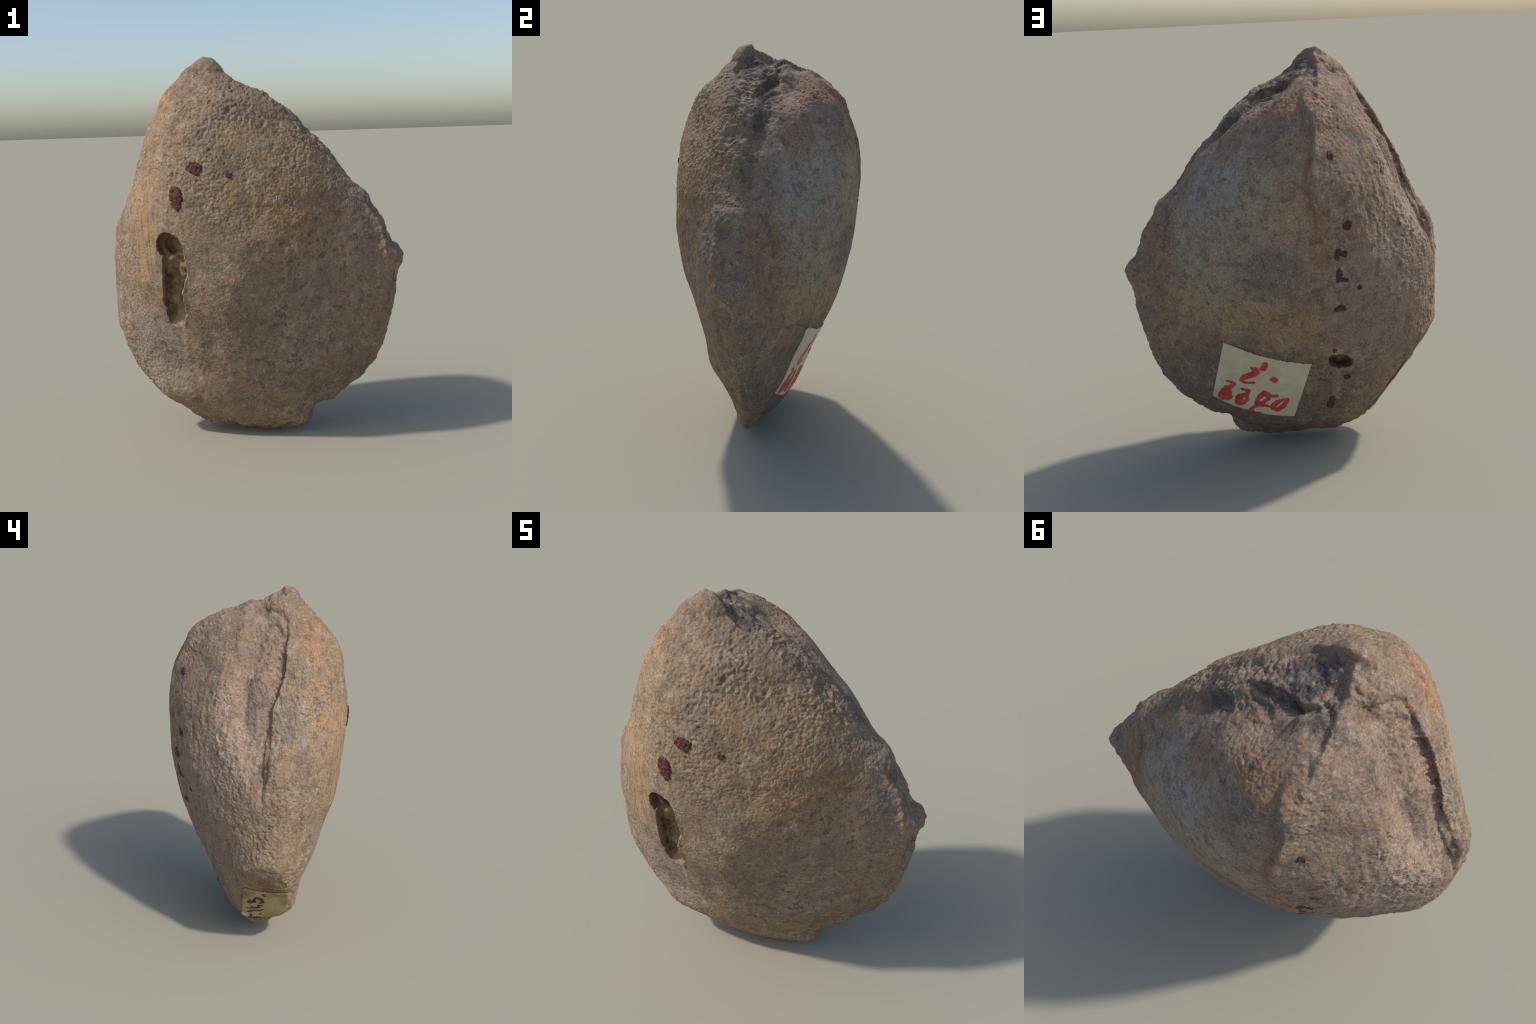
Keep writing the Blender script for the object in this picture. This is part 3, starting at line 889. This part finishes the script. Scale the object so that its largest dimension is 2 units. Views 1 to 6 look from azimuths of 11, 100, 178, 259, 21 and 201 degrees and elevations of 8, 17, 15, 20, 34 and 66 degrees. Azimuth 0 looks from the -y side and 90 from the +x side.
class Label:
    """A paper label: four corners (u to the right, v downward as seen on the target)."""

    def __init__(self, corners, direction, tree, lift):
        self.c = np.array(corners, float)
        self.dir, self.tree, self.lift = direction, tree, lift

    def at(self, u, v, lift):
        c = self.c
        u, v = np.asarray(u)[..., None], np.asarray(v)[..., None]
        p = (1 - u) * (1 - v) * c[0] + u * (1 - v) * c[1] + u * v * c[2] + (1 - u) * v * c[3]
        s = p.shape
        out = on_stone(p.reshape(-1, 3), self.dir, self.tree, 0.0)
        nd = -np.array(self.dir) / np.linalg.norm(self.dir)
        return (out + nd * lift).reshape(s)

    def paper(self, name, mat, parent, nu, nv, keep_fn, lift, thick, sag=0.0):
        u, v = np.meshgrid(np.linspace(0, 1, nu), np.linspace(0, 1, nv), indexing='ij')
        v = v * (1 + sag * np.sin(math.pi * u))
        top = self.at(u, v, lift)
        uc, vc = np.meshgrid((np.arange(nu - 1) + .5) / (nu - 1), (np.arange(nv - 1) + .5) / (nv - 1), indexing='ij')
        q = sheet_cells(top, keep_fn(uc, vc), thick, self.dir / np.linalg.norm(self.dir))
        return add_mesh(name, *q, mat, parent)

    def strokes(self, name, mat, parent, lines, aspect, lift, step=.0022, ragged=.3, seed=0):
        """Ink: every cell of a fine grid that lies within a pen stroke.
        lines: lists of (u, v, half width)."""
        pts = np.array([p for l in lines for p in l])
        u0, u1 = pts[:, 0].min() - .05, pts[:, 0].max() + .05
        v0, v1 = pts[:, 1].min() - .05, pts[:, 1].max() + .05
        nu, nv = int((u1 - u0) / step), int((v1 - v0) * aspect / step)
        ug, vg = np.linspace(u0, u1, nu), np.linspace(v0, v1, nv)
        uc, vc = np.meshgrid((ug[1:] + ug[:-1]) / 2, (vg[1:] + vg[:-1]) / 2, indexing='ij')
        g = np.stack([uc, vc * aspect, np.full_like(uc, seed * 3.7)], -1).reshape(-1, 3)
        wob = (noise(g, 60, 70) * .6 + noise(g, 130, 71) * .4).reshape(uc.shape)
        best = np.full(uc.shape, 9.0)
        for l in lines:
            l = np.array(l, float)
            if len(l) == 1:
                l = np.vstack([l, l + [1e-4, 0, 0]])
            for a, b in zip(l[:-1], l[1:]):
                dx, dy = b[0] - a[0], (b[1] - a[1]) * aspect
                t = np.clip(((uc - a[0]) * dx + (vc - a[1]) * aspect * dy) / (dx * dx + dy * dy + 1e-12), 0, 1)
                w = a[2] + t * (b[2] - a[2])
                r = np.hypot(uc - a[0] - t * dx, (vc - a[1]) * aspect - t * dy) - w * (1 + ragged * wob * 1.6)
                best = np.minimum(best, r)
        keep = best < 0
        # place only the vertices that are used
        vm = np.zeros((nu, nv), bool)
        vm[:-1, :-1] |= keep
        vm[1:, :-1] |= keep
        vm[:-1, 1:] |= keep
        vm[1:, 1:] |= keep
        top = np.zeros((nu, nv, 3))
        U, V = np.meshgrid(ug, vg, indexing='ij')
        top[vm] = self.at(U[vm], V[vm], lift)
        q = sheet_cells(top, keep, .0008, self.dir / np.linalg.norm(self.dir))
        return add_mesh(name, *q, mat, parent)


# --- paper label on the back, with red figures written upside down
paper_a = paper_material('cream_paper', (srgb(198, 184, 152), srgb(216, 202, 172)),
                         [((.38, .13, .31), (.2, .2, .12), srgb(190, 182, 150), .5)])
red_ink = ink_material('red_ink', srgb(194, 54, 46), srgb(204, 80, 80))
dirA = np.array([-.15, -1.0, .45])
labA = Label(LABEL_A, dirA, tree_calm, 0)


def ragged_top(u, v):
    g = np.stack([u * 20, v * 0, u * 0], -1).reshape(-1, 3)
    w = .012 + .010 * noise(g, 3, 80).reshape(u.shape) + .030 * np.sin(math.pi * u) - .0 + .006 * noise(g, 9, 81).reshape(u.shape)
    r = np.maximum(np.abs(u - .5), np.abs(v - .5)) 
    corner = np.hypot(np.maximum(np.abs(u - .5) - .462, 0), np.maximum(np.abs(v - .5) * 1 - .45, 0)) < .044
    return (v > w) & (corner | (v < .5))


paper_label = labA.paper('paper_label', paper_a, fossil, 130, 100, ragged_top, .007, .006, sag=.055)


def to_uv(corners, pts):
    """Image positions on a drawn quad to (u, v) by bilinear inversion."""
    c = np.array(corners, float)
    res = []
    for p in pts:
        uv = np.array([.5, .5])
        for _ in range(12):
            u, v = uv
            f = (1 - u) * (1 - v) * c[0] + u * (1 - v) * c[1] + u * v * c[2] + (1 - u) * v * c[3] - p[:2]
            J = np.stack([-(1 - v) * c[0] + (1 - v) * c[1] + v * c[2] - v * c[3],
                          -(1 - u) * c[0] - u * c[1] + u * c[2] + (1 - u) * c[3]], -1)
            uv = uv - np.linalg.solve(J, f)
        res.append((uv[0], uv[1], p[2]))
    return res


QA = [(385, 195), (1850, 550), (1570, 1410), (210, 1070)]     # drawing plane of the label
PEN = 1 / 1370
FIGURES = [
    [[(1080, 520, 45), (1060, 560, 52), (1000, 590, 14)],
     [(850, 565, 16), (930, 600, 45), (940, 640, 50), (860, 680, 46), (740, 720, 44), (700, 760, 34), (740, 800, 18), (830, 805, 14), (905, 805, 18)]],
    [[(1175, 762, 20), (1220, 760, 48), (1250, 765, 44), (1275, 780, 16)]],
    [[(450, 785, 16), (520, 800, 18), (580, 830, 24), (530, 865, 30), (450, 910, 55), (440, 980, 95), (380, 1020, 80), (470, 1020, 75), (380, 1075, 25)]],
    [[(705, 910, 18), (770, 925, 22), (820, 940, 28), (790, 985, 32), (720, 1020, 36), (660, 1050, 60), (650, 1110, 66), (690, 1130, 40),
      (760, 1110, 28), (800, 1060, 28), (785, 1030, 30)]],
    [[(1290, 1018, 20), (1200, 1025, 24), (1130, 1000, 40), (1070, 975, 44), (1010, 1020, 40), (960, 1070, 28), (960, 1120, 42), (1000, 1150, 36),
      (1080, 1105, 26), (1160, 1050, 28)],
     [(980, 1150, 30), (900, 1200, 24), (850, 1240, 32), (880, 1280, 26), (950, 1295, 14), (1015, 1292, 14)],
     [(990, 1155, 28), (1080, 1165, 24), (1160, 1185, 18)]],
    [[(1465, 1080, 12), (1380, 1090, 20), (1290, 1130, 40), (1220, 1185, 44), (1220, 1220, 30), (1310, 1245, 34), (1390, 1195, 40), (1450, 1120, 32), (1475, 1105, 16)]],
]
for k, fig in enumerate(FIGURES):
    lines = [to_uv(QA, [(a, b, w * PEN) for a, b, w in l]) for l in fig]
    labA.strokes('red_figure', red_ink, paper_label, lines, .66, .0085, step=.004, ragged=.22, seed=k)

# --- small label at the lower left, with black figures running up its side
LABEL_B = [(-0.595, 0.136, 0.451), (-0.692, -0.112, 0.440), (-0.535, -0.123, 0.207), (-0.407, 0.103, 0.159)]
paper_b = paper_material('stained_paper', (srgb(142, 126, 86), srgb(176, 160, 116)), [
    ((-.59, .11, .43), (.08, .07, .09), srgb(134, 86, 42), .95),
    ((-.56, .12, .34), (.06, .05, .09), srgb(126, 96, 74), .85),
    ((-.66, -.04, .43), (.08, .10, .05), srgb(118, 98, 66), .8),
    ((-.42, .10, .19), (.05, .05, .06), srgb(196, 186, 160), .9),
    ((-.66, -.09, .36), (.06, .05, .12), srgb(124, 108, 76), .7),
    ((-.52, -.05, .20), (.08, .06, .05), srgb(124, 108, 70), .7)])
black_ink = ink_material('black_ink', srgb(34, 31, 30), srgb(50, 46, 44))
dirB = -FACET_N
labB = Label(LABEL_B, dirB, tree_calm, 0)


def round_corners(u, v):
    g = np.stack([u * 14, v * 14, u * 0], -1).reshape(-1, 3)
    w = .012 * noise(g, 1.3, 82).reshape(u.shape) + .006 * noise(g, 3.5, 83).reshape(u.shape)
    r = np.hypot(np.maximum(np.abs(u - .5) - .43, 0), np.maximum(np.abs(v - .5) - .43, 0))
    return (r < .060 + w) & (u + v < 1.70 + 2 * w)


paper_label_b = labB.paper('paper_label', paper_b, fossil, 70, 70, round_corners, .009, .007)
QB = [(605, 390), (1870, 590), (1705, 1205), (565, 1170)]
PENB = 1 / 1200
MARKS = [
    [[(1150, 545, 30), (1195, 575, 26)]],
    [[(1050, 785, 22), (1150, 765, 34), (1120, 700, 34), (1050, 655, 34), (960, 650, 32), (900, 690, 30), (940, 740, 30), (880, 740, 26),
      (790, 715, 22), (745, 755, 26), (800, 780, 20), (860, 775, 18)]],
    [[(1140, 852, 14), (1040, 850, 26), (1000, 880, 18), (1050, 905, 24), (900, 920, 14), (700, 915, 8)], [(830, 880, 10), (890, 880, 10)]],
    [[(1140, 970, 10), (1060, 1000, 24), (950, 985, 20), (840, 985, 16), (740, 1030, 16), (800, 1042, 14), (870, 1035, 8)]],
    [[(1035, 1088, 12), (1070, 1085, 20), (1110, 1083, 10)]],
    [[(1090, 1185, 18), (980, 1175, 26), (880, 1185, 14)], [(820, 1120, 36), (830, 1160, 26), (775, 1190, 14)]],
]
for k, fig in enumerate(MARKS):
    lines = [to_uv(QB, [(a, b, w * PENB) for a, b, w in l]) for l in fig]
    labB.strokes('black_figure', black_ink, paper_label_b, lines, .8, .0105, step=.007, ragged=.15, seed=20 + k)


# --- iron-oxide nodules: low knobbly crusts set into the skin
def nodule(name, centre, ru, rv, height, mat, parent, seed):
    h = tree_skin.find_nearest(Vector(centre))
    n = Vector(np.array(tree_calm.find_nearest(Vector(centre))[1]))
    t = n.cross(Vector((0, 0, 1))).normalized()
    b = n.cross(t)
    nr, na = 14, 40
    pts, hs = [], []
    for i in range(nr + 1):
        for j in range(na):
            a = 2 * math.pi * j / na
            q = np.array([[math.cos(a) * 1.3, math.sin(a) * 1.3, seed * 5.1]])
            lobe = 1.12 + .38 * noise(q, 1.0, 90)[0] + .24 * noise(q, 2.7, 91)[0]
            r = i / nr * lobe
            r *= 1.22
            pts.append(Vector(h[0]) + t * (r * ru * math.cos(a)) + b * (r * rv * math.sin(a)))
            hs.append(i / nr)
    pts = np.array([tuple(p) for p in pts])
    hs = np.array(hs)
    surf = on_stone(pts, -n, tree_skin, 0)
    g = noise(pts, 45, 92 + seed) * .55 + noise(pts, 110, 93) * .3
    up = height * np.sqrt(np.clip(1 - hs ** 8, 0, 1)) * (1 + g) - .003 * smooth(.9, 1, hs)
    v = surf + np.array(n) * up[:, None]
    q = []
    for i in range(nr):
        for j in range(na):
            j2 = (j + 1) % na
            q.append((i * na + j, (i + 1) * na + j, (i + 1) * na + j2, i * na + j2))
    return add_mesh(name, v, np.array(q), mat, parent)


NODULES = [
    ((-.203, -.471, 1.452), .032, .022, .006, 0, 0), ((-.190, -.471, 1.438), .020, .018, .005, 0, 0),
    ((-.294, -.469, 1.318), .030, .032, .009, 0, 0), ((-.293, -.469, 1.275), .019, .022, .009, 0, 0),
    ((-.032, -.458, 1.412), .013, .010, .004, 0, 0),
    ((-.234, .439, 1.545), .013, .017, .004, 0, 1), ((-.296, .454, 1.229), .016, .018, .004, 0, 1),
    ((-.250, .464, 1.108), .013, .015, .004, 0, 1), ((-.245, .464, 1.088), .011, .010, .004, 0, 1),
    ((-.278, .460, 1.098), .013, .013, .004, 1, 1),
    ((-.252, .451, 1.003), .012, .024, .004, 1, 1), ((-.262, .447, .972), .018, .010, .003, 1, 1),
    ((-.288, .439, .966), .009, .008, .003, 1, 1),
    ((-.358, .409, .918), .010, .010, .003, 1, 1), ((-.258, .41, .825), .025, .013, .004, 1, 1),
    ((-.292, .244, .425), .012, .015, .003, 1, 1), ((-.222, .194, .292), .013, .024, .004, 0, 1),
    ((-.214, .18, .252), .016, .022, .004, 1, 1), ((-.225, .32, .60), .008, .010, .002, 0, 1),
]
for k, (c, ru, rv, h, kind, side) in enumerate(NODULES):
    nodule('iron_nodule', c, ru, rv, h, dark_rust_mat if kind else rust_mat, back_valve if side else front_valve, k)
